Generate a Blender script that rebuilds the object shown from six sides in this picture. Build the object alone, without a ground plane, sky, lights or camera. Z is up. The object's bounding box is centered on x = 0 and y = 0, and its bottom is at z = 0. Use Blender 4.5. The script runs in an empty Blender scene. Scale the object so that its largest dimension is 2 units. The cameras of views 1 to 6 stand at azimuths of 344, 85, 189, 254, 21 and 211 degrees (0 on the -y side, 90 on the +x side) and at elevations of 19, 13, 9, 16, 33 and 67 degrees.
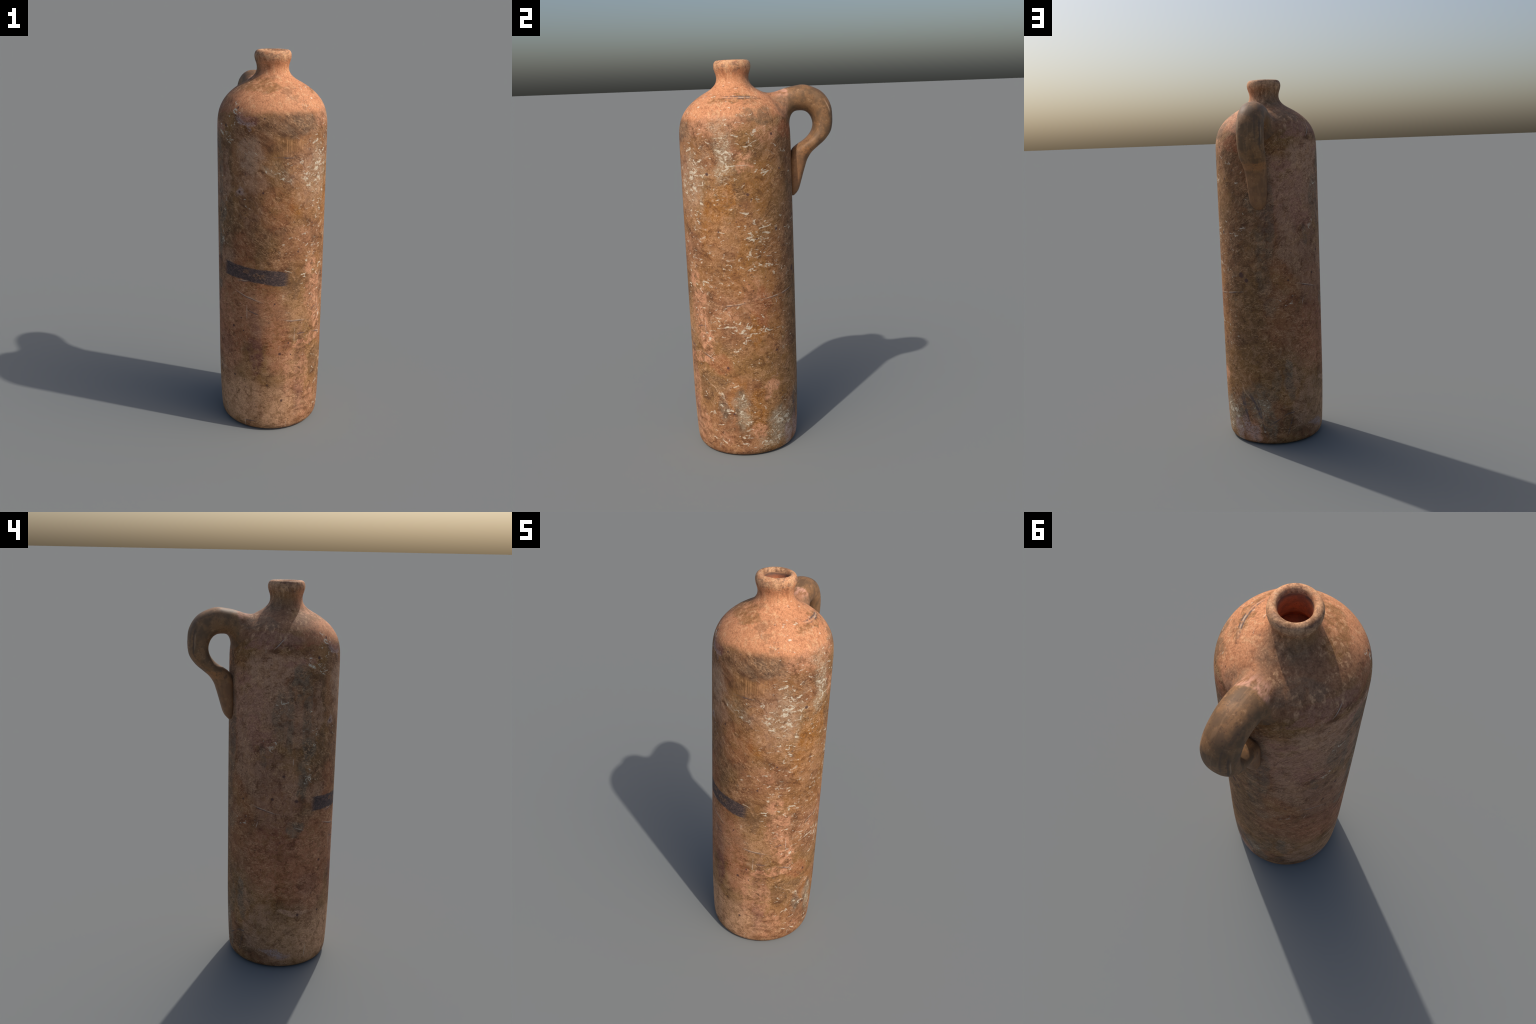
import bpy, bmesh, math, random
from mathutils import Vector
import numpy as np

AXIS_Y = -0.109          # the turning axis stands at x = 0, y = AXIS_Y
SEGMENTS = 256

# ------------------------------------------------------------------ profile
# (radius, height) of the outer wall, from the foot to the lip
OUTER = [(0.2395, 0.0), (0.252, 0.0055), (0.2605, 0.0165), (0.2655, 0.032), (0.2683, 0.055), (0.2699, 0.08),
         (0.2731, 0.15), (0.2772, 0.30), (0.2787, 0.60), (0.2799, 0.90), (0.2803, 1.20),
         (0.2803, 1.45), (0.2803, 1.55), (0.2800, 1.60), (0.2793, 1.64), (0.2772, 1.67),
         (0.2718, 1.70), (0.2636, 1.725), (0.2510, 1.75), (0.2370, 1.77), (0.2240, 1.785),
         (0.2080, 1.80), (0.1825, 1.82), (0.1535, 1.838), (0.1310, 1.8505), (0.1130, 1.8615),
         (0.1000, 1.872), (0.0890, 1.885), (0.0822, 1.900), (0.0802, 1.915), (0.0822, 1.930),
         (0.0872, 1.946), (0.0912, 1.960), (0.0926, 1.972), (0.0905, 1.985), (0.0845, 1.995),
         (0.0760, 1.9995), (0.0715, 2.000)]
# lip top, down the bore to the stop inside the neck
INNER = [(0.0660, 1.9975), (0.0610, 1.991), (0.0583, 1.982), (0.0572, 1.970), (0.0570, 1.950), (0.0568, 1.920),
         (0.0566, 1.895), (0.0563, 1.886), (0.0585, 1.879), (0.0680, 1.860), (0.0800, 1.835)]
INNER_FLOOR_Z = 1.835


def smooth_curve(points, step):
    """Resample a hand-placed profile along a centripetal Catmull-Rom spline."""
    pts = [np.array(p, float) for p in points]
    ext = [2 * pts[0] - pts[1]] + pts + [2 * pts[-1] - pts[-2]]
    out = []
    for i in range(1, len(ext) - 2):
        p0, p1, p2, p3 = ext[i - 1:i + 3]
        t0 = 0.0
        t1 = t0 + max(np.linalg.norm(p1 - p0), 1e-6) ** 0.5
        t2 = t1 + max(np.linalg.norm(p2 - p1), 1e-6) ** 0.5
        t3 = t2 + max(np.linalg.norm(p3 - p2), 1e-6) ** 0.5
        n = max(1, int(math.ceil(np.linalg.norm(p2 - p1) / step)))
        for k in range(n):
            t = t1 + (t2 - t1) * k / n
            a1 = (t1 - t) / (t1 - t0) * p0 + (t - t0) / (t1 - t0) * p1
            a2 = (t2 - t) / (t2 - t1) * p1 + (t - t1) / (t2 - t1) * p2
            a3 = (t3 - t) / (t3 - t2) * p2 + (t - t2) / (t3 - t2) * p3
            b1 = (t2 - t) / (t2 - t0) * a1 + (t - t0) / (t2 - t0) * a2
            b2 = (t3 - t) / (t3 - t1) * a2 + (t - t1) / (t3 - t1) * a3
            out.append((t2 - t) / (t2 - t1) * b1 + (t - t1) / (t2 - t1) * b2)
    out.append(pts[-1])
    return np.array(out)


PROFILE = smooth_curve(OUTER + INNER, 0.008)


def profile_tangents(prof):
    d = np.gradient(prof, axis=0)
    return d / np.linalg.norm(d, axis=1)[:, None]


TANGENT = profile_tangents(PROFILE)


def link(obj, parent):
    bpy.context.scene.collection.objects.link(obj)
    if parent is not None:
        obj.parent = parent
    return obj


def mesh_object(name, verts, faces, normals, parent, material):
    me = bpy.data.meshes.new(name)
    me.from_pydata([tuple(v) for v in verts], [], faces)
    me.update()
    for p in me.polygons:
        p.use_smooth = True
    if normals is not None:
        me.normals_split_custom_set_from_vertices([tuple(n) for n in normals])
    if material is not None:
        me.materials.append(material)
    return link(bpy.data.objects.new(name, me), parent)


def lathe_part(name, i0, i1, parent, material, cap_low=False, cap_high=None):
    """Rings i0..i1 of the one turned surface, with the whole surface's normals."""
    verts, normals, faces = [], [], []
    for i in range(i0, i1 + 1):
        r, z = PROFILE[i]
        tr, tz = TANGENT[i]
        for s in range(SEGMENTS):
            a = 2 * math.pi * s / SEGMENTS
            verts.append((r * math.cos(a), r * math.sin(a), z))
            normals.append((tz * math.cos(a), tz * math.sin(a), -tr))
    rows = i1 - i0
    for k in range(rows):
        for s in range(SEGMENTS):
            t = (s + 1) % SEGMENTS
            faces.append((k * SEGMENTS + s, k * SEGMENTS + t, (k + 1) * SEGMENTS + t, (k + 1) * SEGMENTS + s))
    if cap_low:                      # the flat underside
        base = len(verts)
        r, z = PROFILE[i0]
        for s in range(SEGMENTS):
            a = 2 * math.pi * s / SEGMENTS
            verts.append((r * math.cos(a), r * math.sin(a), z))
            normals.append((0, 0, -1))
        faces.append(tuple(base + s for s in reversed(range(SEGMENTS))))
    if cap_high is not None:         # the stop inside the neck
        base = len(verts)
        r, z = PROFILE[i1]
        for s in range(SEGMENTS):
            a = 2 * math.pi * s / SEGMENTS
            verts.append((r * math.cos(a), r * math.sin(a), z))
            normals.append((0, 0, 1))
        verts.append((0, 0, cap_high))
        normals.append((0, 0, 1))
        for s in range(SEGMENTS):
            faces.append((base + s, base + (s + 1) % SEGMENTS, base + SEGMENTS))
    return mesh_object(name, verts, faces, normals, parent, material)


# ------------------------------------------------------------------- handle
# stations down the strap: outer (d, z), inner (d, z), half width
STATIONS = [((0.300, 1.8645), (0.322, 1.7430), 0.0700),
            ((0.350, 1.8705), (0.340, 1.7430), 0.0690),
            ((0.395, 1.8598), (0.357, 1.7400), 0.0685),
            ((0.4440, 1.8348), (0.374, 1.7300), 0.0680),
            ((0.4742, 1.8005), (0.387, 1.7140), 0.0685),
            ((0.4925, 1.7600), (0.395, 1.6950), 0.0690),
            ((0.4978, 1.7150), (0.3985, 1.6750), 0.0690),
            ((0.4965, 1.6700), (0.3950, 1.6530), 0.0685),
            ((0.4880, 1.6350), (0.3870, 1.6350), 0.0685),
            ((0.4580, 1.5930), (0.3690, 1.6120), 0.0680),
            ((0.4220, 1.5620), (0.3460, 1.5930), 0.0660),
            ((0.3890, 1.5330), (0.3150, 1.5740), 0.0620),
            ((0.3660, 1.4990), (0.2900, 1.5530), 0.0580),
            ((0.3535, 1.4650), (0.2740, 1.5150), 0.0550),
            ((0.3430, 1.4320), (0.2700, 1.4700), 0.0520),
            ((0.3350, 1.4050), (0.2690, 1.4250), 0.0497),
            ((0.3265, 1.3760), (0.2690, 1.3860), 0.0468),
            ((0.3180, 1.3500), (0.2690, 1.3540), 0.0430),
            ((0.3090, 1.3330), (0.2700, 1.3360), 0.0340),
            ((0.2990, 1.3210), (0.2720, 1.3230), 0.0220)]
TIP = (0.2830, 1.3130)
HANDLE_X = 0.001
RING = 72


def ring_shape(t, power):
    c, s = math.cos(t), math.sin(t)
    return (math.copysign(abs(c) ** (2 / power), c), math.copysign(abs(s) ** (2 / power), s))


def body_point(index, az):
    """Point and normal of the turned surface at a fractional profile index; az = 0 faces +y."""
    index = min(max(index, 0), len(PROFILE) - 1.001)
    i = int(index)
    f = index - i
    r, z = PROFILE[i] * (1 - f) + PROFILE[i + 1] * f
    tr, tz = TANGENT[i] * (1 - f) + TANGENT[i + 1] * f
    p = np.array([r * math.sin(az), r * math.cos(az), z])
    n = np.array([tz * math.sin(az), tz * math.cos(az), -tr])
    return p, n / np.linalg.norm(n)


def outer_index(z):
    top = len(smooth_curve(OUTER, 0.008)) - 1
    zs = PROFILE[:top, 1]
    return float(np.interp(z, zs, np.arange(top)))


def build_handle(parent, material):
    o = smooth_curve([s[0] for s in STATIONS], 0.007)
    # resample all station rows on a common parameter
    n_rows = 110
    params = np.linspace(0, len(STATIONS) - 1, n_rows)

    def resample(col):
        dense = smooth_curve(col, 0.0007)
        keys = [int(np.argmin(np.linalg.norm(dense - np.array(c, float), axis=1))) for c in col]
        at = np.interp(params, np.arange(len(col)), keys)
        return np.array([[np.interp(a, np.arange(len(dense)), dense[:, j]) for j in range(dense.shape[1])] for a in at])

    outer = resample([s[0] for s in STATIONS])
    inner = resample([s[1] for s in STATIONS])
    width = np.interp(params, np.arange(len(STATIONS)), [s[2] for s in STATIONS])
    k = np.ones(5) / 5
    width[2:-2] = np.convolve(width, k, 'valid')
    rng = random.Random(5)
    rows = []
    for j in range(n_rows):
        c = (outer[j] + inner[j]) / 2
        h = (outer[j] - inner[j]) / 2
        low = min(1.0, max(0.0, (params[j] - 11) / 3))
        power = 2.25 + 0.5 * low
        ring = []
        for q in range(RING):
            t = 2 * math.pi * q / RING
            a, b = ring_shape(t, power)
            d, z = c + h * a
            ring.append(np.array([HANDLE_X + width[j] * b, d, z]))
        rows.append(ring)
    # flared root: Bezier from a footprint on the shoulder to the first ring
    i_top, i_low = outer_index(1.853), outer_index(1.655)
    i_mid, i_half = (i_top + i_low) / 2, (i_top - i_low) / 2
    first, second = rows[0], rows[1]
    foot, foot_normals, flare = [], [], []
    ctr, ctr_n = body_point(i_mid - 1, 0.0)
    n_flare = 22
    cols = []
    for q in range(RING):
        t = 2 * math.pi * q / RING
        az = 0.46 * math.sin(t)
        p, n = body_point(i_mid + i_half * math.cos(t), az)
        p = p - n * 0.0004
        to = ctr - p
        to = to - n * to.dot(n)
        to = to / np.linalg.norm(to)
        reach = np.linalg.norm(first[q] - p)
        back = first[q] - second[q]
        back = back / np.linalg.norm(back)
        back = 0.75 * back + 0.25 * np.array([0, -1.0, -0.1])
        c0, c3 = p, first[q]
        c1 = p + to * reach * (0.44 - 0.14 * abs(math.sin(t)))
        c2 = first[q] + back * reach * 0.42
        col = []
        for m in range(n_flare):
            u = m / n_flare
            col.append((1 - u) ** 3 * c0 + 3 * (1 - u) ** 2 * u * c1 + 3 * (1 - u) * u * u * c2 + u ** 3 * c3)
        cols.append(col)
        foot_normals.append(n)
    flare = [[cols[q][m] for q in range(RING)] for m in range(n_flare)]
    rows = flare + rows
    verts = [v for ring in rows for v in ring]
    faces = []
    for j in range(len(rows) - 1):
        for q in range(RING):
            t = (q + 1) % RING
            faces.append((j * RING + q, (j + 1) * RING + q, (j + 1) * RING + t, j * RING + t))
    # rounded tip
    last = (len(rows) - 1) * RING
    tip_ring_base = len(verts)
    centre = np.mean(rows[-1], axis=0)
    tip = np.array([HANDLE_X, TIP[0], TIP[1]])
    prev = last
    for f in (0.45, 0.8):
        base = len(verts)
        for q in range(RING):
            p = rows[-1][q]
            verts.append(p * (1 - f) + tip * f + (np.array([0, 0, -0.0035]) * math.sin(f * math.pi)))
        for q in range(RING):
            t = (q + 1) % RING
            faces.append((prev + q, base + q, base + t, prev + t))
        prev = base
    verts.append(tip)
    for q in range(RING):
        faces.append((prev + q, len(verts) - 1, prev + (q + 1) % RING))
    obj = mesh_object("handle", verts, faces, None, parent, material)
    me = obj.data
    bm = bmesh.new()
    bm.from_mesh(me)
    bmesh.ops.recalc_face_normals(bm, faces=bm.faces)
    bm.to_mesh(me)
    bm.free()
    normals = [v.normal.copy() for v in me.vertices]
    mid = me.vertices[(n_flare + 20) * RING]      # outward test on the strap's outer line
    if mid.normal.z < 0:
        me.flip_normals()
        normals = [-n for n in normals]
    for q in range(RING):
        for m, w in ((0, 1.0), (1, 0.5)):
            normals[m * RING + q] = (normals[m * RING + q] * (1 - w) + Vector(foot_normals[q]) * w).normalized()
    for p in me.polygons:
        p.use_smooth = True
    me.normals_split_custom_set_from_vertices([tuple(n) for n in normals])
    return obj


# ----------------------------------------------------------------- materials
def rgb(r, g, b):
    """An sRGB colour, 0-255, as linear RGBA."""
    def lin(c):
        c /= 255.0
        return c / 12.92 if c <= 0.04045 else ((c + 0.055) / 1.055) ** 2.4
    return (lin(r), lin(g), lin(b), 1.0)


class Graph:
    """Small helper for writing node trees as expressions."""

    def __init__(self, tree):
        self.tree = tree

    def node(self, kind, **props):
        n = self.tree.nodes.new(kind)
        for k, v in props.items():
            setattr(n, k, v)
        return n

    def feed(self, socket, value):
        if isinstance(value, bpy.types.NodeSocket):
            self.tree.links.new(value, socket)
        elif value is not None:
            socket.default_value = value

    def math(self, op, a, b=None, c=None, clamp=False):
        n = self.node("ShaderNodeMath", operation=op, use_clamp=clamp)
        for s, v in zip(n.inputs, (a, b, c)):
            self.feed(s, v)
        return n.outputs[0]

    def ramp(self, x, lo, hi, a=0.0, b=1.0, smooth=True):
        n = self.node("ShaderNodeMapRange", interpolation_type='SMOOTHSTEP' if smooth else 'LINEAR')
        self.feed(n.inputs[0], x)
        for s, v in zip(n.inputs[1:5], (lo, hi, a, b)):
            self.feed(s, v)
        return n.outputs[0]

    def scale(self, vec, s):
        n = self.node("ShaderNodeVectorMath", operation='MULTIPLY')
        self.feed(n.inputs[0], vec)
        n.inputs[1].default_value = s
        return n.outputs[0]

    def offset(self, vec, s):
        n = self.node("ShaderNodeVectorMath", operation='ADD')
        self.feed(n.inputs[0], vec)
        self.feed(n.inputs[1], s)
        return n.outputs[0]

    def noise(self, vec, scale, detail=4.0, rough=0.55, distortion=0.0, lac=2.0):
        n = self.node("ShaderNodeTexNoise", noise_dimensions='3D')
        self.feed(n.inputs["Vector"], vec)
        for k, v in (("Scale", scale), ("Detail", detail), ("Roughness", rough), ("Lacunarity", lac), ("Distortion", distortion)):
            n.inputs[k].default_value = v
        return n.outputs["Fac"]

    def noise_colour(self, vec, scale, detail=3.0):
        n = self.node("ShaderNodeTexNoise", noise_dimensions='3D')
        self.feed(n.inputs["Vector"], vec)
        n.inputs["Scale"].default_value = scale
        n.inputs["Detail"].default_value = detail
        return n.outputs["Color"]

    def voronoi(self, vec, scale, feature='F1', output="Distance", randomness=1.0):
        n = self.node("ShaderNodeTexVoronoi", feature=feature)
        self.feed(n.inputs["Vector"], vec)
        n.inputs["Scale"].default_value = scale
        n.inputs["Randomness"].default_value = randomness
        return n.outputs[output]

    def mix(self, fac, a, b, blend='MIX'):
        if isinstance(fac, float) and fac == 0.0:
            return a
        n = self.node("ShaderNodeMix", data_type='RGBA', blend_type=blend)
        n.clamp_factor = True
        self.feed(n.inputs["Factor"], fac)
        self.feed(n.inputs["A"], a) if False else self.feed(n.inputs[6], a)
        self.feed(n.inputs[7], b)
        return n.outputs[2]

    def mul(self, *xs):
        if any(isinstance(x, float) and x == 0.0 for x in xs):
            return 0.0
        out = xs[0]
        for x in xs[1:]:
            out = self.math('MULTIPLY', out, x)
        return out

    def max(self, *xs):
        out = xs[0]
        for x in xs[1:]:
            out = self.math('MAXIMUM', out, x)
        return out


def mask_group(box):
    """Node group: a soft-edged ellipse or box on the unrolled wall, joined to the masks before it.

    Each mask leans on the previous one by a vanishing amount, so that the renderer works
    them out one after the other instead of holding all of them at once."""
    name = "box_mask" if box else "spot_mask"
    if name in bpy.data.node_groups:
        return bpy.data.node_groups[name]
    t = bpy.data.node_groups.new(name, 'ShaderNodeTree')
    for s in ("around", "height", "warp_a", "warp_b", "order", "previous", "u0", "v0", "au", "av", "bu", "bv", "near", "far", "wobble_u", "wobble_v", "strength"):
        t.interface.new_socket(s, in_out='INPUT', socket_type='NodeSocketFloat')
    t.interface.new_socket("mask", in_out='OUTPUT', socket_type='NodeSocketFloat')
    t.interface.new_socket("order", in_out='OUTPUT', socket_type='NodeSocketFloat')
    g = Graph(t)
    i = g.node("NodeGroupInput").outputs
    o = g.node("NodeGroupOutput")
    u = g.math('MULTIPLY_ADD', i["order"], 1e-9, i["around"])
    v = g.math('MULTIPLY_ADD', i["order"], 1e-9, i["height"])
    du = g.math('WRAP', g.math('SUBTRACT', g.math('MULTIPLY_ADD', i["warp_a"], i["wobble_u"], u), i["u0"]), math.pi, -math.pi)
    dv = g.math('SUBTRACT', g.math('MULTIPLY_ADD', i["warp_b"], i["wobble_v"], v), i["v0"])
    a = g.math('MULTIPLY_ADD', du, i["au"], g.math('MULTIPLY', dv, i["av"]))
    b = g.math('MULTIPLY_ADD', du, i["bu"], g.math('MULTIPLY', dv, i["bv"]))
    if box:
        d = g.math('MAXIMUM', g.math('ABSOLUTE', a), g.math('ABSOLUTE', b))
    else:
        d = g.math('MULTIPLY_ADD', a, a, g.math('MULTIPLY', b, b))
    m = g.ramp(d, i["far"], i["near"], 0.0, i["strength"])
    g.feed(o.inputs[0], g.math('MAXIMUM', m, i["previous"]))
    g.feed(o.inputs[1], m)
    return t


SKIN_OUTPUTS = ("around", "height", "warp_a", "warp_b", "broad", "cloud", "mottle", "lain", "stroke", "light", "dark", "shoulder", "crust", "flakes", "scrape", "dab", "speck", "relief")


def skin_group():
    """Coordinates, grain and noise of the clay, worked out once and shared by every copy of the material."""
    if "clay_skin" in bpy.data.node_groups:
        return bpy.data.node_groups["clay_skin"]
    t = bpy.data.node_groups.new("clay_skin", 'ShaderNodeTree')
    for s in SKIN_OUTPUTS:
        t.interface.new_socket(s, in_out='OUTPUT', socket_type='NodeSocketFloat')
    t.interface.new_socket("base", in_out='OUTPUT', socket_type='NodeSocketColor')
    t.interface.new_socket("tooth", in_out='OUTPUT', socket_type='NodeSocketColor')
    g = Graph(t)
    p = g.node("ShaderNodeTexCoord").outputs["Object"]
    sep = g.node("ShaderNodeSeparateXYZ")
    g.feed(sep.inputs[0], p)
    x, y, z = sep.outputs
    around = g.math('ARCTAN2', x, g.math('MULTIPLY', y, -1.0))
    wc = g.node("ShaderNodeSeparateColor")
    g.feed(wc.inputs[0], g.noise_colour(p, 11.0, 4.0))
    wa = g.math('SUBTRACT', wc.outputs[0], 0.5)
    wb = g.math('SUBTRACT', wc.outputs[1], 0.5)
    # grain that lies round the pot, slanting on the upper wall
    slant = g.mul(g.math('SINE', g.math('ADD', around, 0.35)), g.ramp(z, 0.75, 1.30, 0.02, 0.16))
    slanted = g.node("ShaderNodeCombineXYZ")
    for socket, value in zip(slanted.inputs, (x, y, g.math('ADD', z, slant))):
        g.feed(socket, value)
    flat = g.scale(slanted.outputs[0], (1.0, 1.0, 2.5))
    tall = g.scale(p, (1.0, 1.0, 0.26))      # grain that runs up and down
    broad = g.noise(p, 3.2, 2.0, 0.6)
    cloud = g.noise(p, 9.0, 4.0, 0.66)
    mottle = g.noise(p, 30.0, 4.0, 0.70, 0.6)
    lain = g.noise(flat, 46.0, 3.0, 0.68, 2.0)
    upright = g.noise(tall, 64.0, 3.0, 0.62, 0.4)
    grain = g.noise(p, 170.0, 2.0, 0.6)
    shoulder = g.ramp(g.math('MULTIPLY_ADD', wb, 0.04, z), 1.705, 1.740)
    stroke = g.math('ADD', g.mul(lain, g.math('SUBTRACT', 1.0, shoulder)), g.mul(upright, shoulder))
    worn = g.ramp(g.noise(g.offset(flat, (5.0, 2.0, 1.0)), 8.0, 4.0, 0.70), 0.42, 0.58, 0.10, 1.0)
    light = g.mul(g.ramp(stroke, 0.505, 0.625), worn)
    dark = g.mul(g.ramp(stroke, 0.46, 0.34), g.ramp(shoulder, 0.0, 1.0, 1.0, 0.80))
    crust = g.noise(g.offset(flat, (3.1, 1.7, 0.4)), 46.0, 4.0, 0.72, 2.2)
    flakes = g.noise(g.offset(g.scale(p, (1.0, 1.0, 1.7)), (1.3, 4.2, 2.2)), 27.0, 5.0, 0.62, 1.0)
    twist = g.node("ShaderNodeVectorRotate", rotation_type='Z_AXIS')     # slanting scrapes wind round the pot
    g.feed(twist.inputs["Vector"], p)
    g.feed(twist.inputs["Angle"], g.math('MULTIPLY_ADD', wa, 0.35, g.math('MULTIPLY', z, 2.4)))
    scrape = g.noise(g.scale(twist.outputs[0], (1.0, 1.0, 0.16)), 44.0, 3.0, 0.62, 0.5)
    dab = g.noise(g.scale(slanted.outputs[0], (1.0, 1.0, 1.15)), 19.0, 5.0, 0.74, 0.9)
    iron = None
    for size, keep, amount in ((46.0, 0.80, 0.75), (100.0, 0.88, 0.5)):
        v = g.node("ShaderNodeTexVoronoi")
        g.feed(v.inputs["Vector"], p)
        v.inputs["Scale"].default_value = size
        vc = g.node("ShaderNodeSeparateColor")
        g.feed(vc.inputs[0], v.outputs["Color"])
        sp = g.mul(g.ramp(v.outputs["Distance"], 0.26, 0.12), g.ramp(vc.outputs[0], keep, keep + 0.03), g.ramp(vc.outputs[1], 0.0, 1.0, 0.2, amount))
        iron = sp if iron is None else g.max(iron, sp)
    relief = g.math('MULTIPLY_ADD', stroke, 0.6, g.mul(mottle, 0.45))
    relief = g.math('MULTIPLY_ADD', grain, 0.12, relief)
    base = g.mix(g.ramp(broad, 0.42, 0.58), rgb(150, 108, 62), rgb(148, 100, 66))
    base = g.mix(g.mul(g.ramp(cloud, 0.48, 0.62), 0.6), base, rgb(176, 126, 83))
    base = g.mix(g.mul(g.ramp(cloud, 0.50, 0.38), 0.45), base, rgb(126, 92, 64))
    tooth = g.mix(g.ramp(grain, 0.36, 0.64), rgb(226, 222, 219), rgb(255, 255, 255))
    o = g.node("NodeGroupOutput")
    for s, v in zip(o.inputs, (around, z, wa, wb, broad, cloud, mottle, lain, stroke, light, dark, shoulder, crust, flakes, scrape, dab, iron, relief, base, tooth)):
        g.feed(s, v)
    return t


class Wall(Graph):
    """The pot's skin: angle round the axis (0 = front, degrees grow to +x), height, grain, and the marks on it."""

    def __init__(self, tree, region=None):
        super().__init__(tree)
        self.region = region      # (az from, az to, z from, z to): marks that cannot reach it are left out
        n = self.node("ShaderNodeGroup")
        n.node_tree = skin_group()
        self.skin = {s.name: s for s in n.outputs}
        self.around, self.z, self.wa, self.wb = (self.skin[k] for k in SKIN_OUTPUTS[:4])
        self.order = 0.0

    def spot(self, az, z, half_deg, half_h, soft=0.28, rot=0.0, strength=1.0, wobble=0.10, box=False, previous=0.0):
        r = math.radians(rot)
        c, s = math.cos(r), math.sin(r)
        half_w = math.radians(half_deg) * 0.28
        if not self.reaches(az, z, (abs(c) * half_w + abs(s) * half_h) * (1 + soft) + 0.5 * wobble,
                            (abs(s) * half_w + abs(c) * half_h) * (1 + soft) + 0.5 * wobble):
            return previous
        n = self.node("ShaderNodeGroup")
        n.node_tree = mask_group(box)
        near, far = max(0.0, 1 - soft), 1 + soft
        if not box:
            near, far = near ** 2, far ** 2
        for k, v in (("around", self.around), ("height", self.z), ("warp_a", self.wa), ("warp_b", self.wb),
                     ("order", self.order), ("previous", previous), ("u0", math.radians(az)), ("v0", z),
                     ("au", 0.28 * c / half_w), ("av", s / half_w), ("bu", -0.28 * s / half_h), ("bv", c / half_h),
                     ("near", near), ("far", far), ("wobble_u", wobble / 0.28), ("wobble_v", wobble), ("strength", strength)):
            self.feed(n.inputs[k], v)
        self.order = n.outputs[1]
        return n.outputs[0]

    def reaches(self, az, z, reach_u, reach_v):
        if self.region is None:
            return True
        a0, a1, z0, z1 = self.region
        if z + reach_v < z0 or z - reach_v > z1:
            return False
        mid, half = (a0 + a1) / 2, (a1 - a0) / 2
        away = abs((az - mid + 180) % 360 - 180)
        return away <= half + math.degrees(reach_u / 0.28)

    def spots(self, table, **kw):
        m = 0.0
        for row in table:
            m = self.spot(*row[:4], previous=m, **{**kw, **(row[4] if len(row) > 4 else {})})
        return m

    def stroke(self, az0, z0, az1, z1, half=0.0016, strength=1.0, shift=0.0, wobble=0.01, soft=0.6, previous=0.0):
        """A straight scratch between two places on the wall."""
        du, dv = math.radians(az1 - az0) * 0.28, z1 - z0
        length = math.hypot(du, dv)
        rot = math.degrees(math.atan2(dv, du))
        cu, cv = (az0 + az1) / 2, (z0 + z1) / 2
        cv -= shift
        return self.spot(cu, cv, math.degrees(length / 2 / 0.28), half, soft=soft, rot=rot, strength=strength, wobble=wobble, previous=previous)

    def strokes(self, table, previous=0.0, **kw):
        for row in table:
            previous = self.stroke(*row, previous=previous, **kw)
        return previous


# -- where each colour sits: (degrees round, height, half width in degrees, half height in metres)
SALMON = [(36, 0.76, 13, 0.14), (30, 0.93, 10, 0.05), (46, 0.63, 9, 0.07), (28, 0.525, 26, 0.035, dict(rot=4, soft=0.2)),
          (20, 0.34, 9, 0.10, dict(strength=0.7)), (5, 0.34, 7, 0.13, dict(strength=0.7)), (92, 1.56, 10, 0.022), (94, 1.50, 9, 0.03),
          (115, 0.375, 9, 0.05, dict(rot=-40)), (100, 0.135, 8, 0.045), (122, 1.655, 14, 0.05, dict(strength=0.8)),
          (30, 0.14, 12, 0.10, dict(strength=0.7)), (96, 0.87, 9, 0.10, dict(strength=0.55)), (70, 0.80, 12, 0.06, dict(strength=0.5)),
          (62, 1.70, 30, 0.05, dict(strength=0.8)), (18, 1.10, 12, 0.06, dict(strength=0.4)), (-10, 0.60, 9, 0.06, dict(strength=0.35)),
          (-64, 0.42, 9, 0.08, dict(strength=0.3)), (60, 0.10, 10, 0.05, dict(strength=0.5)), (163, 0.07, 10, 0.05, dict(strength=0.9)),
          (-130, 0.55, 26, 0.20, dict(strength=0.35)), (-85, 0.60, 24, 0.20, dict(strength=0.4))]
COLLAR = [(10, 1.665, 32, 0.055, dict(soft=0.25, wobble=0.05)), (55, 1.62, 14, 0.03, dict(strength=0.6)), (-52, 1.62, 14, 0.05, dict(strength=0.6))]
OLIVE = [(112, 1.735, 20, 0.035, dict(strength=0.8)), (148, 1.70, 12, 0.06, dict(strength=0.8)), (-78, 1.20, 8, 0.17, dict(box=True, soft=0.3, wobble=0.05)), (165, 1.36, 18, 0.26, dict(box=True, soft=0.3, wobble=0.07, strength=0.8)), (-92, 1.22, 5, 0.12, dict(strength=0.8)), (160, 0.95, 30, 0.45, dict(strength=0.75)), (172, 1.50, 22, 0.30, dict(strength=0.8)), (-66, 1.15, 7, 0.20), (-70, 1.47, 9, 0.13),
         (-148, 0.13, 17, 0.07, dict(soft=0.2)), (178, 0.10, 16, 0.05), (-35, 1.845, 32, 0.022), (85, 1.815, 34, 0.012), (-80, 1.84, 20, 0.02),
         (5, 0.86, 10, 0.10, dict(soft=0.25)), (-30, 1.12, 13, 0.16, dict(strength=0.7)), (-88, 0.88, 12, 0.07), (-150, 0.50, 14, 0.16, dict(strength=0.7)),
         (60, 1.02, 18, 0.10, dict(strength=0.4)), (128, 1.20, 16, 0.2, dict(strength=0.4)), (45, 0.38, 16, 0.07, dict(strength=0.6)),
         (-22, 1.68, 14, 0.04, dict(strength=0.7)), (0, 1.645, 10, 0.035, dict(strength=0.8)), (107, 1.58, 10, 0.07, dict(strength=0.6)), (140, 1.60, 9, 0.1, dict(strength=0.7))]
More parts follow.
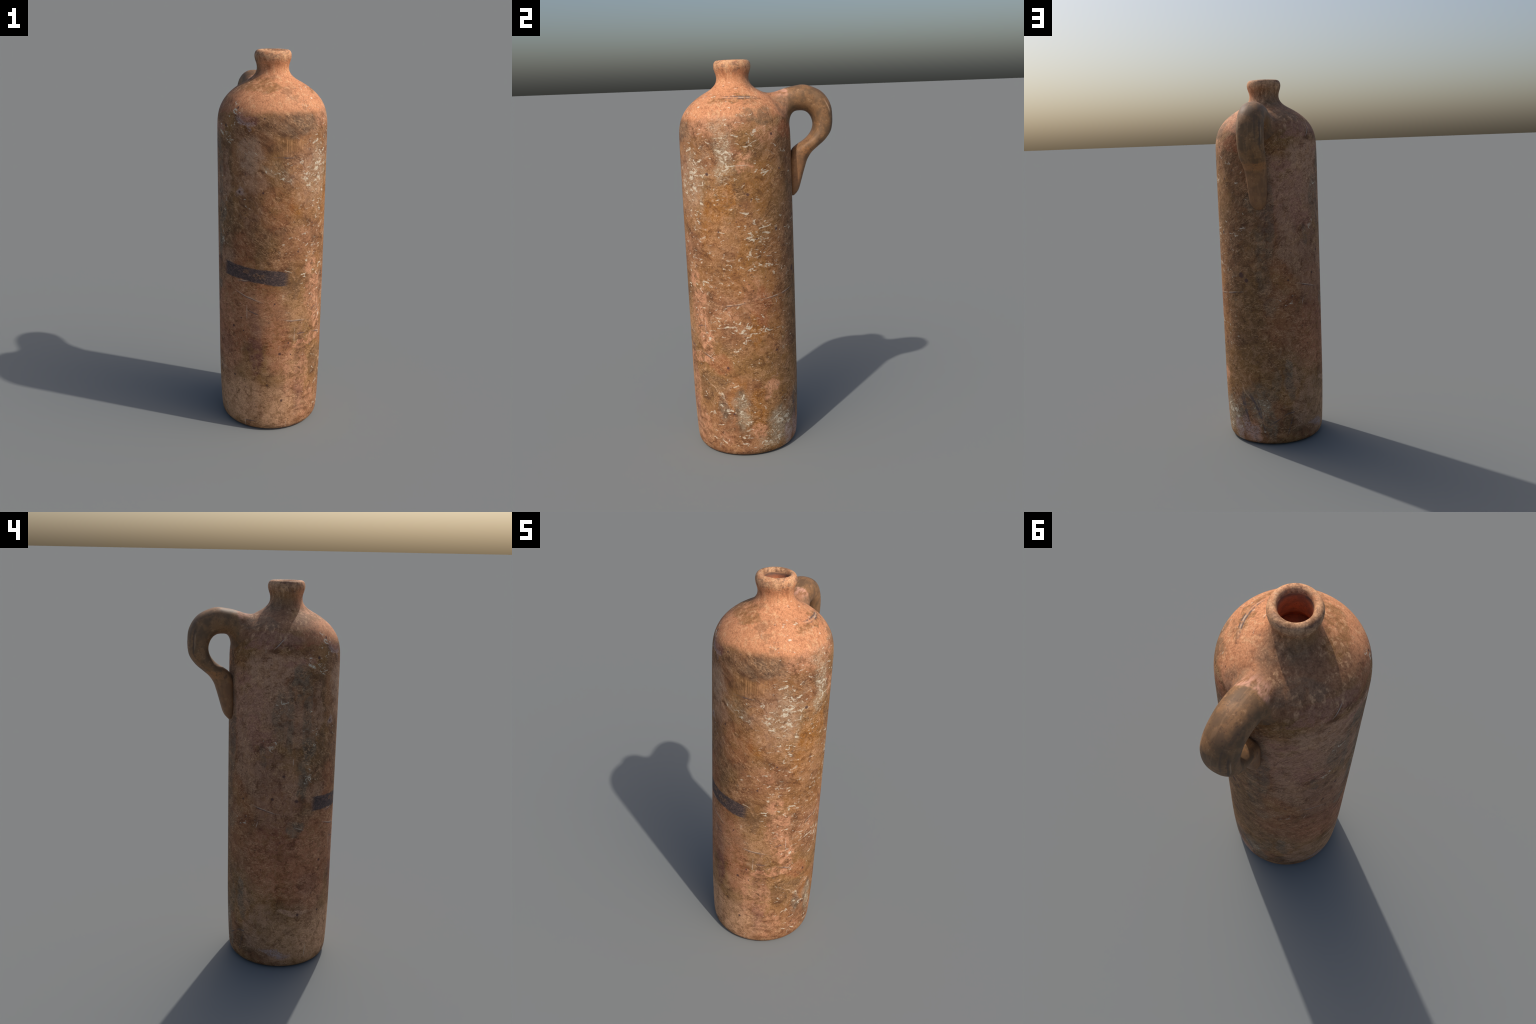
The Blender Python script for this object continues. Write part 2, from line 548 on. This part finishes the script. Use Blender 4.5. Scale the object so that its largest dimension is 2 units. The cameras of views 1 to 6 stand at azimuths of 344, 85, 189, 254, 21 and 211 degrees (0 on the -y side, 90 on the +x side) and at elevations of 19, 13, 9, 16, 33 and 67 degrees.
GREY = [(-101, 1.36, 3.5, 0.17, dict(soft=0.4, wobble=0.04, strength=0.8)), (-83, 1.40, 4.5, 0.14, dict(box=True, soft=0.3, wobble=0.04, strength=0.8)), (-170, 1.30, 5, 0.25, dict(strength=0.7, wobble=0.05)), (-176, 1.62, 5, 0.06, dict(strength=0.7)), (178, 1.36, 13, 0.05, dict(strength=0.8)), (-155, 0.42, 5, 0.06), (-152, 0.31, 5, 0.07, dict(strength=0.8)), (-92, 0.80, 8, 0.04), (110, 1.735, 18, 0.035, dict(strength=0.55)), (-86, 1.05, 7, 0.09), (-80, 1.18, 7, 0.08), (-92, 1.53, 6, 0.10), (-84, 1.57, 5, 0.035), (172, 0.24, 14, 0.11, dict(soft=0.5)),
        (-176, 0.13, 7, 0.09), (150, 0.22, 9, 0.10, dict(rot=-40)), (125, 0.16, 13, 0.10), (80, 0.27, 7, 0.12), (62, 0.27, 5, 0.07), (-176, 1.45, 10, 0.18, dict(strength=0.5)),
        (-170, 0.33, 6, 0.1, dict(strength=0.6)), (-178, 1.05, 9, 0.2, dict(strength=0.5)), (-110, 1.38, 6, 0.12, dict(strength=0.7)), (12, 1.665, 20, 0.045, dict(strength=0.55)),
        (-178, 1.89, 55, 0.05, dict(strength=0.5)), (165, 1.76, 18, 0.05, dict(strength=0.6)), (-140, 1.80, 25, 0.03, dict(strength=0.6)),  # first row: shade on the back of the neck, painted in as grey
        (-128, 1.16, 4, 0.06, dict(strength=0.6)), (-170, 0.79, 9, 0.05, dict(strength=0.6))]
MAUVE = [(-148, 1.32, 32, 0.14, dict(box=True, soft=0.25, wobble=0.07, strength=0.8)), (-33, 0.50, 7, 0.15, dict(soft=0.45)), (-36, 0.66, 6, 0.07, dict(strength=0.6)), (15, 0.42, 5, 0.10, dict(strength=0.6)), (-75, 0.48, 12, 0.06, dict(strength=0.6)),
         (17, 0.20, 5, 0.10), (-130, 1.30, 17, 0.16, dict(strength=0.8)), (-112, 1.735, 25, 0.035, dict(strength=0.8)), (-128, 1.15, 18, 0.10, dict(strength=0.7)), (18, 0.43, 6, 0.20, dict(strength=0.5)),
         (-42, 1.70, 12, 0.02), (-110, 0.87, 26, 0.25, dict(strength=0.5)), (-100, 1.48, 30, 0.25, dict(strength=0.35)), (-40, 1.25, 12, 0.1, dict(strength=0.4))]
DUSTY = [(-135, 1.60, 14, 0.05), (-112, 1.50, 9, 0.08), (-140, 1.05, 14, 0.09, dict(strength=0.6)), (-98, 0.98, 8, 0.06, dict(strength=0.7)), (-72, 0.98, 10, 0.05, dict(strength=0.6)), (-155, 1.10, 7, 0.06, dict(strength=0.6)), (-140, 0.20, 10, 0.10, dict(strength=0.7)), (-70, 1.40, 5, 0.10, dict(strength=0.7)), (-38, 1.52, 13, 0.08), (-152, 1.47, 26, 0.12, dict(box=True, soft=0.2, wobble=0.06)), (-130, 1.52, 24, 0.14), (-150, 1.28, 12, 0.2, dict(strength=0.7)), (-105, 1.62, 24, 0.05), (-120, 1.42, 18, 0.15, dict(strength=0.8)), (-35, 1.40, 12, 0.06, dict(strength=0.7)),
         (-95, 1.32, 20, 0.12, dict(strength=0.6)), (-150, 0.35, 9, 0.08, dict(strength=0.5)), (-115, 1.0, 26, 0.2, dict(strength=0.4)), (-125, 0.30, 12, 0.06, dict(strength=0.6)),
         (-88, 0.33, 18, 0.015), (25, 1.40, 24, 0.14, dict(strength=0.6)), (70, 1.15, 16, 0.1, dict(strength=0.3))]
PALE = [(-58, 0.17, 30, 0.11, dict(soft=0.7)), (-8, 0.13, 20, 0.11, dict(soft=0.8)), (-45, 0.24, 22, 0.04, dict(soft=0.8)), (-100, 0.17, 24, 0.10, dict(soft=0.8, strength=0.7)), (-16, 0.085, 14, 0.02),
        (-20, 0.70, 40, 0.10, dict(soft=0.9, strength=0.30)), (-60, 0.85, 25, 0.06, dict(soft=0.8, strength=0.25)), (-5, 0.40, 14, 0.10, dict(soft=0.8, strength=0.35)), (-66, 0.36, 18, 0.08, dict(soft=0.8, strength=0.3))]
AMBER = [(-12, 0.56, 9, 0.12), (10, 1.30, 8, 0.10), (6, 1.455, 8, 0.022), (-45, 1.655, 8, 0.03), (75, 1.38, 8, 0.12), (60, 1.20, 12, 0.16), (100, 0.68, 7, 0.10), (85, 1.05, 20, 0.2, dict(strength=0.6)),
         (78, 0.33, 9, 0.10), (100, 0.26, 8, 0.12), (-148, 0.30, 6, 0.08), (110, 1.42, 14, 0.14, dict(strength=0.5)), (120, 0.9, 14, 0.3, dict(strength=0.5)), (-110, 0.50, 10, 0.15, dict(strength=0.4)), (40, 1.45, 12, 0.2, dict(strength=0.4)),
         (-90, 1.62, 8, 0.03), (50, 1.0, 10, 0.1, dict(strength=0.5)), (-55, 0.80, 14, 0.1, dict(strength=0.5)), (-20, 0.80, 12, 0.06, dict(strength=0.4))]
LIME = [(72, 1.60, 8, 0.09), (70, 1.50, 8, 0.09), (76, 1.645, 14, 0.02), (105, 1.63, 9, 0.025), (115, 1.475, 12, 0.025, dict(rot=15)), (72, 1.37, 6, 0.03), (30, 1.56, 9, 0.03), (34, 1.45, 9, 0.14),
        (50, 1.40, 5, 0.18), (34, 1.27, 10, 0.03), (42, 1.22, 9, 0.04, dict(rot=-30)), (5, 1.48, 14, 0.02, dict(rot=-12)), (-8, 1.42, 9, 0.03, dict(rot=-35)), (83, 0.26, 6, 0.10), (84, 0.19, 6, 0.025), (83, 0.085, 8, 0.03),
        (126, 0.16, 12, 0.08), (115, 0.075, 12, 0.035), (62, 0.26, 3, 0.07, dict(rot=-15)), (64, 0.40, 5, 0.08, dict(rot=-20, strength=0.6)), (88, 0.60, 10, 0.04, dict(strength=0.8)), (85, 0.68, 8, 0.02), (78, 0.72, 10, 0.02),
        (105, 1.07, 12, 0.08), (115, 1.16, 14, 0.06), (120, 1.00, 8, 0.02), (104, 0.70, 9, 0.03, dict(strength=0.8)), (76, 1.28, 20, 0.02, dict(strength=0.6)), (172, 0.21, 10, 0.05, dict(strength=0.8)), (172, 0.13, 5, 0.05), (137, 0.15, 9, 0.10, dict(strength=0.9)),
        (-50, 1.685, 12, 0.012), (-68, 1.62, 6, 0.03), (-62, 1.71, 8, 0.02), (-78, 1.62, 6, 0.03, dict(strength=0.8)), (-78, 1.07, 5, 0.03), (-75, 1.30, 6, 0.04, dict(strength=0.8)), (-118, 1.24, 4, 0.04), (-155, 0.80, 7, 0.05, dict(strength=0.8)),
        (-137, 0.80, 4, 0.04, dict(strength=0.8)), (34, 1.75, 3, 0.09, dict(rot=12, strength=0.8)), (-45, 1.30, 10, 0.05, dict(rot=-25, strength=0.5)), (-105, 1.42, 6, 0.04, dict(strength=0.6)), (160, 1.42, 8, 0.1, dict(strength=0.4)),
        (150, 1.25, 14, 0.12, dict(rot=-25, strength=0.4)), (55, 0.72, 8, 0.02), (60, 1.08, 14, 0.08, dict(strength=0.5))]
RUST = [(-100, 0.62, 45, 0.22), (-45, 0.76, 40, 0.12), (-30, 0.62, 30, 0.10), (-8, 0.50, 14, 0.14), (-70, 0.50, 20, 0.15), (150, 1.66, 14, 0.04), (-70, 1.75, 22, 0.03), (-85, 1.72, 14, 0.02),
        (-110, 0.90, 22, 0.10, dict(strength=0.6)), (-50, 1.0, 16, 0.12, dict(strength=0.6)), (-10, 1.25, 18, 0.10, dict(strength=0.5)), (60, 0.50, 14, 0.05, dict(strength=0.7)), (108, 0.80, 8, 0.10, dict(strength=0.8)), (168, 0.14, 5, 0.05, dict(rot=-45)), (-160, 0.80, 20, 0.25, dict(strength=0.4))]
PINK = [(-118, 1.745, 30, 0.024, dict(soft=0.25, wobble=0.05)), (-140, 1.30, 7, 0.07), (-128, 1.255, 12, 0.05), (-135, 1.70, 18, 0.02), (-155, 1.55, 10, 0.03), (-92, 1.64, 18, 0.015), (-50, 1.71, 12, 0.012), (152, 1.74, 14, 0.025), (-140, 1.44, 16, 0.08, dict(strength=0.6)), (-160, 1.40, 8, 0.1, dict(strength=0.5))]
SCRAPED = [(10, 1.42, 20, 0.10), (-25, 1.46, 12, 0.10, dict(strength=0.7)), (75, 1.50, 10, 0.09), (40, 1.38, 14, 0.2, dict(strength=0.6)), (158, 0.24, 18, 0.13), (-45, 1.30, 16, 0.12, dict(strength=0.6)), (-135, 1.62, 22, 0.07, dict(strength=0.6)),
           (165, 1.15, 22, 0.20, dict(strength=0.35)), (58, 0.36, 10, 0.06), (-150, 0.45, 16, 0.2, dict(strength=0.35)), (105, 1.20, 12, 0.10, dict(strength=0.5))]
CRAZED = [(71, 1.60, 8, 0.085), (72, 1.51, 8, 0.07), (126, 0.16, 12, 0.075), (83, 0.25, 6, 0.08), (172, 0.20, 9, 0.06, dict(strength=0.7)), (137, 0.14, 9, 0.09, dict(strength=0.8)),
          (34, 1.46, 8, 0.12, dict(strength=0.6)), (-8, 1.44, 10, 0.03, dict(rot=-30, strength=0.7)), (50, 1.42, 5, 0.14, dict(strength=0.6)), (113, 0.075, 10, 0.03), (-38, 1.52, 10, 0.05, dict(strength=0.4))]
VIOLET = [(-47, 1.687, 9, 0.012), (160, 0.065, 8, 0.03), (-44, 1.655, 2.5, 0.02), (-52, 1.335, 5, 0.02), (-110, 0.09, 14, 0.012), (152, 0.10, 4, 0.05), (140, 0.07, 5, 0.05)]
DOTS = [(-61, 0.600, 1.0), (-6.7, 0.468, 1.1), (-59.6, 0.311, 1.0), (-3.7, 0.189, 1.1), (-12.8, 0.754, 0.7), (-50.2, 0.658, 0.7), (-47.6, 0.588, 0.7), (2.9, 0.529, 0.8),
        (5.8, 0.459, 0.6), (-20.2, 0.284, 0.7), (-46, 0.301, 0.5), (125.1, 1.647, 1.2), (96.8, 1.366, 1.1), (127, 1.184, 1.1), (69, 0.49, 1.1), (155.3, 0.958, 2.1), (161.1, 0.931, 1.6),
        (123.4, 0.56, 1.0), (-151.1, 0.926, 0.8), (-72, 1.654, 1.1), (-86.4, 0.315, 1.1), (-117, 0.95, 1.1), (-92, 0.941, 1.3), (-106, 1.071, 1.0), (40, 1.964, 0.9), (135, 1.963, 0.8),
        (100, 1.34, 0.6), (73, 0.24, 1.0), (-26, 1.34, 0.8), (-52, 1.335, 1.1), (12, 1.03, 0.8), (30, 1.17, 0.7), (104, 1.15, 0.7), (-58, 1.74, 0.9), (-25, 1.70, 0.6), (66, 1.19, 0.7), (135, 1.48, 0.9), (56, 1.467, 1.2)]
SCRATCHES = [(-55.1, 0.803, -29.5, 0.766), (-2.6, 0.664, 21.4, 0.646), (-53.2, 0.868, -42.3, 0.872), (-137.3, 0.905, -113.4, 0.877), (110.4, 0.842, 152.0, 0.866),
             (67.3, 0.815, 88.6, 0.828), (76.2, 1.823, 119.8, 1.818), (37.1, 0.559, 52.6, 0.533), (-43.1, 0.730, -43.1, 0.662), (10.1, 0.602, 9.7, 0.532),
             (43.5, 0.730, 43.9, 0.66), (-74.5, 0.126, -76.0, 0.062), (-46.2, 0.055, -46.4, 0.02), (2.9, 0.055, 2.9, 0.02), (-97, 1.16, -97, 1.12), (86, 1.505, 97, 1.507), (-92, 0.80, -84, 0.785), (-118, 1.695, -109, 1.738), (160, 1.22, 168, 1.195), (-132, 0.82, -134, 0.79)]
SCARS = [(160, 0.285, 166, 0.235), (166, 0.235, 171, 0.170), (171, 0.17, 175, 0.15), (148, 0.27, 155, 0.15)]
DARK_SCRATCHES = [(-176, 0.122, -158, 0.178), (-158, 0.178, -146, 0.186), (-151, 0.15, -156, 0.07), (174, 0.13, 178, 0.05), (148, 0.26, 152, 0.18), (-13, 1.517, 5, 1.513), (-117, 1.70, -110, 1.735), (-41.5, 0.705, -30.1, 0.690), (12.8, 0.576, 24.0, 0.569), (42.2, 0.699, 32.6, 0.692), (-46, 0.052, -33.9, 0.054), (73, 1.827, 118, 1.8215), 
                  (168, 0.27, 174, 0.16), (150, 0.30, 157, 0.12)]


def wall_colour(w):
    """Colour and relief of the fired and weathered clay."""
    k = w.skin
    broad, cloud, mottle, lain, shoulder = k["broad"], k["cloud"], k["mottle"], k["lain"], k["shoulder"]
    c = k["base"]

    def lay(c, table, colour, amount, breakup=(0.42, 0.53), least=0.45, **kw):
        m = w.spots(table, **kw)
        if m == 0.0:
            return c
        m = w.mul(m, w.ramp(mottle, breakup[0], breakup[1], least * amount, amount))
        return w.mix(m, c, colour)

    c = lay(c, AMBER, rgb(166, 108, 46), 0.80)
    c = lay(c, OLIVE, rgb(120, 88, 58), 0.85)
    c = lay(c, RUST, rgb(170, 104, 68), 0.85)
    c = lay(c, COLLAR, rgb(140, 100, 70), 0.90, least=0.7)
    c = lay(c, MAUVE, rgb(126, 78, 66), 0.85)
    c = lay(c, DUSTY, rgb(196, 152, 122), 0.90)
    c = lay(c, PINK, rgb(176, 124, 104), 0.75)
    c = lay(c, PALE, rgb(228, 176, 136), 0.85, (0.38, 0.58), 0.4)
    # shoulder, neck and lip: warm bare clay on the worn front
    bare = w.spot(45, 1.80, 118, 0.60, soft=0.25, wobble=0.25)
    if bare != 0.0:
        bare = w.mul(bare, shoulder, w.ramp(cloud, 0.34, 0.46, 0.60, 1.0))
        c = w.mix(w.mul(bare, 0.92), c, rgb(220, 152, 108))
        c = w.mix(w.mul(shoulder, w.math('SUBTRACT', 1.0, bare), 0.45), c, rgb(160, 118, 88))
    c = lay(c, SALMON, rgb(222, 160, 122), 0.80, (0.43, 0.57), 0.15)
    c = lay(c, [OLIVE[0], OLIVE[11], OLIVE[12], OLIVE[13]], rgb(150, 106, 62), 0.75)
    c = lay(c, GREY, rgb(128, 110, 90), 0.80)
    if w.region is None or w.region[3] > 1.93:
        pale_lip = w.ramp(w.math('MULTIPLY_ADD', w.wa, 0.03, w.z), 1.935, 1.975)
        c = w.mix(w.mul(pale_lip, w.ramp(mottle, 0.40, 0.56, 0.1, 0.65)), c, rgb(224, 176, 134))
        stained = w.mul(w.ramp(w.math('MULTIPLY_ADD', w.wa, 0.04, w.z), 1.925, 1.955), w.ramp(k["flakes"], 0.50, 0.40))
        c = w.mix(w.mul(stained, 0.55), c, rgb(132, 98, 82))

    # dabs of wear and grime, the size of a fingertip
    body = w.ramp(shoulder, 0.0, 1.0, 1.0, 0.45)
    c = w.mix(w.mul(w.ramp(k["dab"], 0.52, 0.62), body, 0.50), c, w.mix(0.50, c, rgb(220, 170, 132)))
    c = w.mix(w.mul(w.ramp(k["dab"], 0.48, 0.38), body, 0.62), c, w.mix(1.0, c, rgb(172, 154, 142), 'MULTIPLY'))

    # light and dark strokes of the worn skin
    c = w.mix(w.mul(k["light"], 0.85), c, w.mix(0.56, c, rgb(234, 186, 140)))
    c = w.mix(w.mul(k["dark"], 0.55), c, w.mix(1.0, c, rgb(182, 166, 156), 'MULTIPLY'))
    c = w.mix(1.0, c, k["tooth"], 'MULTIPLY')

    # combed patch of upright streaks
    comb_mask = w.spot(1.5, 1.567, 14.5, 0.040, soft=0.35, wobble=0.07, box=True)
    if comb_mask != 0.0:
        p = w.node("ShaderNodeTexCoord").outputs["Object"]
        comb = w.noise(w.scale(p, (1.0, 1.0, 0.05)), 170.0, 1.0, 0.6)
        c = w.mix(w.mul(comb_mask, w.ramp(mottle, 0.42, 0.54, 0.10, 0.55)), c, w.mix(w.ramp(comb, 0.34, 0.68), rgb(142, 98, 60), rgb(212, 156, 106)))

    # slanting scrapes
    scraped = w.spots(SCRAPED, soft=0.5, wobble=0.12)
    if scraped != 0.0:
        scraped = w.mul(scraped, w.ramp(mottle, 0.43, 0.56, 0.1, 1.0))
        c = w.mix(w.mul(scraped, w.ramp(k["scrape"], 0.55, 0.66), 0.50), c, rgb(216, 178, 142))
        c = w.mix(w.mul(scraped, w.ramp(k["scrape"], 0.45, 0.36), 0.40), c, rgb(116, 86, 64))

    # lime: a fine crazed crust in places, loose flakes around it and scattered over the sunny side
    crazed = w.spots(CRAZED, soft=0.8, wobble=0.16)
    if crazed != 0.0:
        fine = w.ramp(k["crust"], w.math('MULTIPLY_ADD', crazed, -0.10, 0.60), w.math('MULTIPLY_ADD', crazed, -0.10, 0.72))
        c = w.mix(w.mul(crazed, w.ramp(mottle, 0.42, 0.56, 0.15, 0.55)), c, rgb(158, 134, 106))
        c = w.mix(w.mul(fine, w.ramp(crazed, 0.02, 0.4), 0.75), c, rgb(216, 198, 170))
    zone = w.spots(LIME, soft=0.8, wobble=0.20)
    stray = w.spot(75, 1.0, 70, 1.0, soft=0.5, strength=0.55)
    if stray != 0.0:
        stray = w.mul(w.ramp(broad, 0.40, 0.58, 0.5, 1.0), stray)
        zone = stray if zone == 0.0 else w.max(zone, stray)
    if zone != 0.0:
        limit = w.math('MULTIPLY_ADD', zone, -0.112, 0.655)
        lime = w.mul(w.ramp(k["flakes"], limit, w.math('ADD', limit, 0.05)), w.ramp(zone, 0.02, 0.35))
        lime = w.mul(lime, w.ramp(lain, 0.40, 0.52, 0.25, 1.0))
        c = w.mix(w.mul(lime, 0.88), c, rgb(220, 206, 182))

    # violet stains
    stain = w.spots(VIOLET, soft=0.7, wobble=0.12)
    if stain != 0.0:
        c = w.mix(w.mul(stain, w.ramp(lain, 0.42, 0.58, 0.15, 0.75)), c, rgb(178, 154, 148))

    # tar band across the front
    band = w.spot(-36.5, 0.905, 37, 0.037, soft=0.12, rot=-5.0, wobble=0.03, box=True)
    if band != 0.0:
        wear = w.spots([(-44, 0.918, 5, 0.014), (-30, 0.902, 5.5, 0.012)], wobble=0.06)
        worn = w.mul(w.ramp(lain, 0.54, 0.66), 0.35)
        if wear != 0.0:
            worn = w.max(worn, w.mul(wear, w.ramp(lain, 0.46, 0.56), 0.55))
        band = w.mul(band, w.math('SUBTRACT', 1.0, worn))
        c = w.mix(w.mul(band, 0.95), c, w.mix(w.ramp(lain, 0.35, 0.65), rgb(56, 46, 46), rgb(92, 78, 77)))

    # iron spots
    dots = w.spots([(a, z, 1.30 * s, 0.0064 * s) for a, z, s in DOTS], soft=0.40, wobble=0.015)
    iron = k["speck"] if dots == 0.0 else w.max(dots, k["speck"])
    c = w.mix(w.mul(iron, 0.85), c, rgb(78, 52, 50))

    # scratches: a pale lip with a dark lower edge
    dark_line = w.strokes(DARK_SCRATCHES, w.strokes(SCRATCHES[:8], half=0.0018, shift=0.0045), half=0.0024)
    dark_line = w.strokes(SCARS, dark_line, half=0.0065, wobble=0.03)
    pale_line = w.strokes(SCRATCHES, half=0.0021)
    if dark_line != 0.0:
        c = w.mix(w.mul(dark_line, w.ramp(mottle, 0.40, 0.50, 0.15, 0.80)), c, rgb(90, 76, 76))
    if pale_line != 0.0:
        c = w.mix(w.mul(pale_line, w.ramp(mottle, 0.42, 0.52, 0.10, 0.65)), c, rgb(204, 178, 154))
    return c, k["relief"]


def finish(w, colour, height, roughness, bump):
    out = w.node("ShaderNodeOutputMaterial")
    b = w.node("ShaderNodeBsdfPrincipled")
    w.feed(b.inputs["Base Color"], colour)
    w.feed(b.inputs["Roughness"], roughness)
    b.inputs["Specular IOR Level"].default_value = 0.30
    n = w.node("ShaderNodeBump")
    n.inputs["Strength"].default_value = bump
    n.inputs["Distance"].default_value = 0.004
    w.feed(n.inputs["Height"], height)
    w.feed(b.inputs["Normal"], n.outputs[0])
    w.feed(out.inputs["Surface"], b.outputs[0])


def new_material(name, region=None):
    m = bpy.data.materials.new(name)
    m.use_nodes = True
    m.node_tree.nodes.clear()
    return m, Wall(m.node_tree, region)


def build_material(region=None):
    """One clay everywhere; each copy carries the marks that lie in its own part of the wall."""
    m, w = new_material("weathered_clay", region)
    c, h = wall_colour(w)
    finish(w, c, h, 0.72, 0.36)
    return m


def build_handle_material():
    """The clay of the wall up to the root; past it the strap is darker, smooth and drawn lengthwise."""
    m, w = new_material("drawn_clay", (140, 220, 1.62, 1.88))
    c, h = wall_colour(w)
    p = w.node("ShaderNodeTexCoord").outputs["Object"]
    xyz = w.node("ShaderNodeSeparateXYZ")
    w.feed(xyz.inputs[0], p)
    y = xyz.outputs[1]
    along = w.noise(w.scale(p, (1.0, 0.14, 0.14)), 60.0, 2.0, 0.6, 0.6)
    cloud = w.noise(p, 15.0, 4.0, 0.62)
    speckle = w.noise(p, 70.0, 4.0, 0.68, 1.0)
    s = w.mix(w.ramp(cloud, 0.40, 0.60), rgb(116, 88, 62), rgb(144, 105, 70))
    s = w.mix(w.mul(w.ramp(along, 0.54, 0.66), 0.22), s, rgb(178, 136, 98))
    s = w.mix(w.mul(w.ramp(along, 0.46, 0.36), 0.28), s, rgb(92, 72, 56))
    s = w.mix(w.mul(w.ramp(speckle, 0.56, 0.68), w.ramp(cloud, 0.42, 0.58), 0.55), s, rgb(190, 150, 112))
    s = w.mix(w.mul(w.ramp(speckle, 0.45, 0.35), 0.60), s, rgb(94, 68, 52))
    # a few dark drawn creases and one pale scuff by the bend
    sx = xyz.outputs[0]
    for x0, width, z0, z1, tone, amount in ((-0.052, 0.004, 1.62, 1.79, rgb(84, 68, 58), 0.7), (-0.030, 0.005, 1.66, 1.82, rgb(94, 74, 60), 0.5), (0.020, 0.006, 1.60, 1.70, rgb(98, 76, 58), 0.4), (0.058, 0.0035, 1.72, 1.80, rgb(206, 170, 136), 0.6), (-0.058, 0.002, 1.66, 1.76, rgb(190, 160, 132), 0.5)):
        off = w.math('ABSOLUTE', w.math('SUBTRACT', w.math('MULTIPLY_ADD', w.wa, 0.012, sx), x0))
        line = w.mul(w.ramp(off, width, width * 0.3), w.ramp(w.z, z0, z0 + 0.03), w.ramp(w.z, z1, z1 - 0.03), w.ramp(y, 0.41, 0.44))
        s = w.mix(w.mul(line, amount), s, tone)
    # worn collar under the bend
    low = w.ramp(w.math('ABSOLUTE', w.math('SUBTRACT', w.math('MULTIPLY_ADD', w.wa, 0.04, w.z), 1.545)), 0.028, 0.012)
    s = w.mix(w.mul(low, w.ramp(y, 0.30, 0.36), w.ramp(speckle, 0.38, 0.55), 0.7), s, rgb(178, 122, 76))
    s = w.mix(w.mul(w.ramp(w.z, 1.58, 1.48), 0.28), s, rgb(172, 118, 80))
    edge = w.math('MULTIPLY_ADD', w.wb, 0.05, y)
    past = w.ramp(edge, 0.252, 0.266)
    pink = w.mul(w.ramp(edge, 0.17, 0.24), w.ramp(w.z, 1.81, 1.84), w.ramp(w.noise(w.scale(p, (1.0, 0.2, 1.0)), 70.0, 2.0), 0.36, 0.6))
    c = w.mix(w.mul(pink, 0.75), c, rgb(214, 160, 136))
    c = w.mix(past, c, s)
    flat_height = w.math('MULTIPLY_ADD', along, 0.20, w.mul(speckle, 0.25))
    hm = w.node("ShaderNodeMix", data_type='FLOAT')
    w.feed(hm.inputs[0], past)
    w.feed(hm.inputs[2], h)
    w.feed(hm.inputs[3], flat_height)
    finish(w, c, hm.outputs[0], w.ramp(past, 0.0, 1.0, 0.72, 0.58), 0.30)
    return m


def build_bore_material():
    m, w = new_material("bare_inner_clay")
    p = w.node("ShaderNodeTexCoord").outputs["Object"]
    cloud = w.noise(p, 26.0, 5.0, 0.65)
    fleck = w.noise(w.scale(p, (1.0, 1.0, 2.0)), 120.0, 4.0, 0.65, 1.0)
    c = w.mix(w.ramp(cloud, 0.36, 0.64), rgb(172, 112, 84), rgb(212, 130, 88))
    c = w.mix(w.mul(w.ramp(fleck, 0.46, 0.32), 0.6), c, rgb(112, 68, 52))
    c = w.mix(w.mul(w.ramp(fleck, 0.56, 0.70), 0.4), c, rgb(186, 118, 84))
    rim = w.ramp(w.math('MULTIPLY_ADD', w.wa, 0.03, w.z), 1.958, 1.980)
    c = w.mix(w.mul(rim, w.ramp(cloud, 0.3, 0.5)), c, rgb(116, 92, 80))
    lip = w.ramp(w.math('MULTIPLY_ADD', w.wb, 0.02, w.z), 1.975, 1.984)
    c = w.mix(w.mul(lip, 0.8), c, rgb(190, 142, 104))
    finish(w, c, fleck, 0.8, 0.4)
    return m


# -------------------------------------------------------------------- build
def index_at(z, rising=True):
    return int(round(outer_index(z)))


root = bpy.data.objects.new("stoneware_jug", None)
root.empty_display_size = 0.2
root.location = (0.0, AXIS_Y, 0.0)
bpy.context.scene.collection.objects.link(root)
root["label"] = "tall weathered terracotta stoneware bottle with one loop handle"
root["category"] = "jug"



def tile_materials(obj, sectors, bands):
    """Give each sector and band of a lathe part its own copy of the clay."""
    me = obj.data
    me.materials.clear()
    for b in range(len(bands) - 1):
        for s in range(sectors):
            a0 = -180 + 360 * s / sectors
            me.materials.append(build_material((a0, a0 + 360 / sectors, bands[b], bands[b + 1])))
    for p in me.polygons:
        x, y, z = p.center
        deg = math.degrees(math.atan2(x, -y))
        s = min(sectors - 1, int((deg + 180) / 360 * sectors))
        b = min(len(bands) - 2, max(0, sum(1 for h in bands[1:] if z > h)))
        p.material_index = b * sectors + s


bore_material = build_bore_material()
n_outer = len(smooth_curve(OUTER, 0.008)) - 1
cuts = [0, index_at(0.075), index_at(1.64), index_at(1.885), index_at(1.94)]
lip_end = n_outer + 14
foot = lathe_part("foot", cuts[0], cuts[1], root, None, cap_low=True)
body = lathe_part("body", cuts[1], cuts[2], root, None)
shoulder = lathe_part("shoulder", cuts[2], cuts[3], root, None)
neck = lathe_part("neck", cuts[3], cuts[4], root, None)
lip_end = int(n_outer + np.argmin(np.abs(PROFILE[n_outer:, 1] - 1.984)))
lip = lathe_part("lip", cuts[4], lip_end, root, None)
lathe_part("bore", lip_end, len(PROFILE) - 1, root, bore_material, cap_high=INNER_FLOOR_Z)
build_handle(root, build_handle_material())
tile_materials(foot, 2, [0.0, 0.09])
tile_materials(body, 4, [0.06, 0.32, 0.66, 1.00, 1.34, 1.66])
tile_materials(shoulder, 4, [1.62, 1.90])
tile_materials(neck, 1, [1.87, 1.95])
tile_materials(lip, 1, [1.92, 2.01])
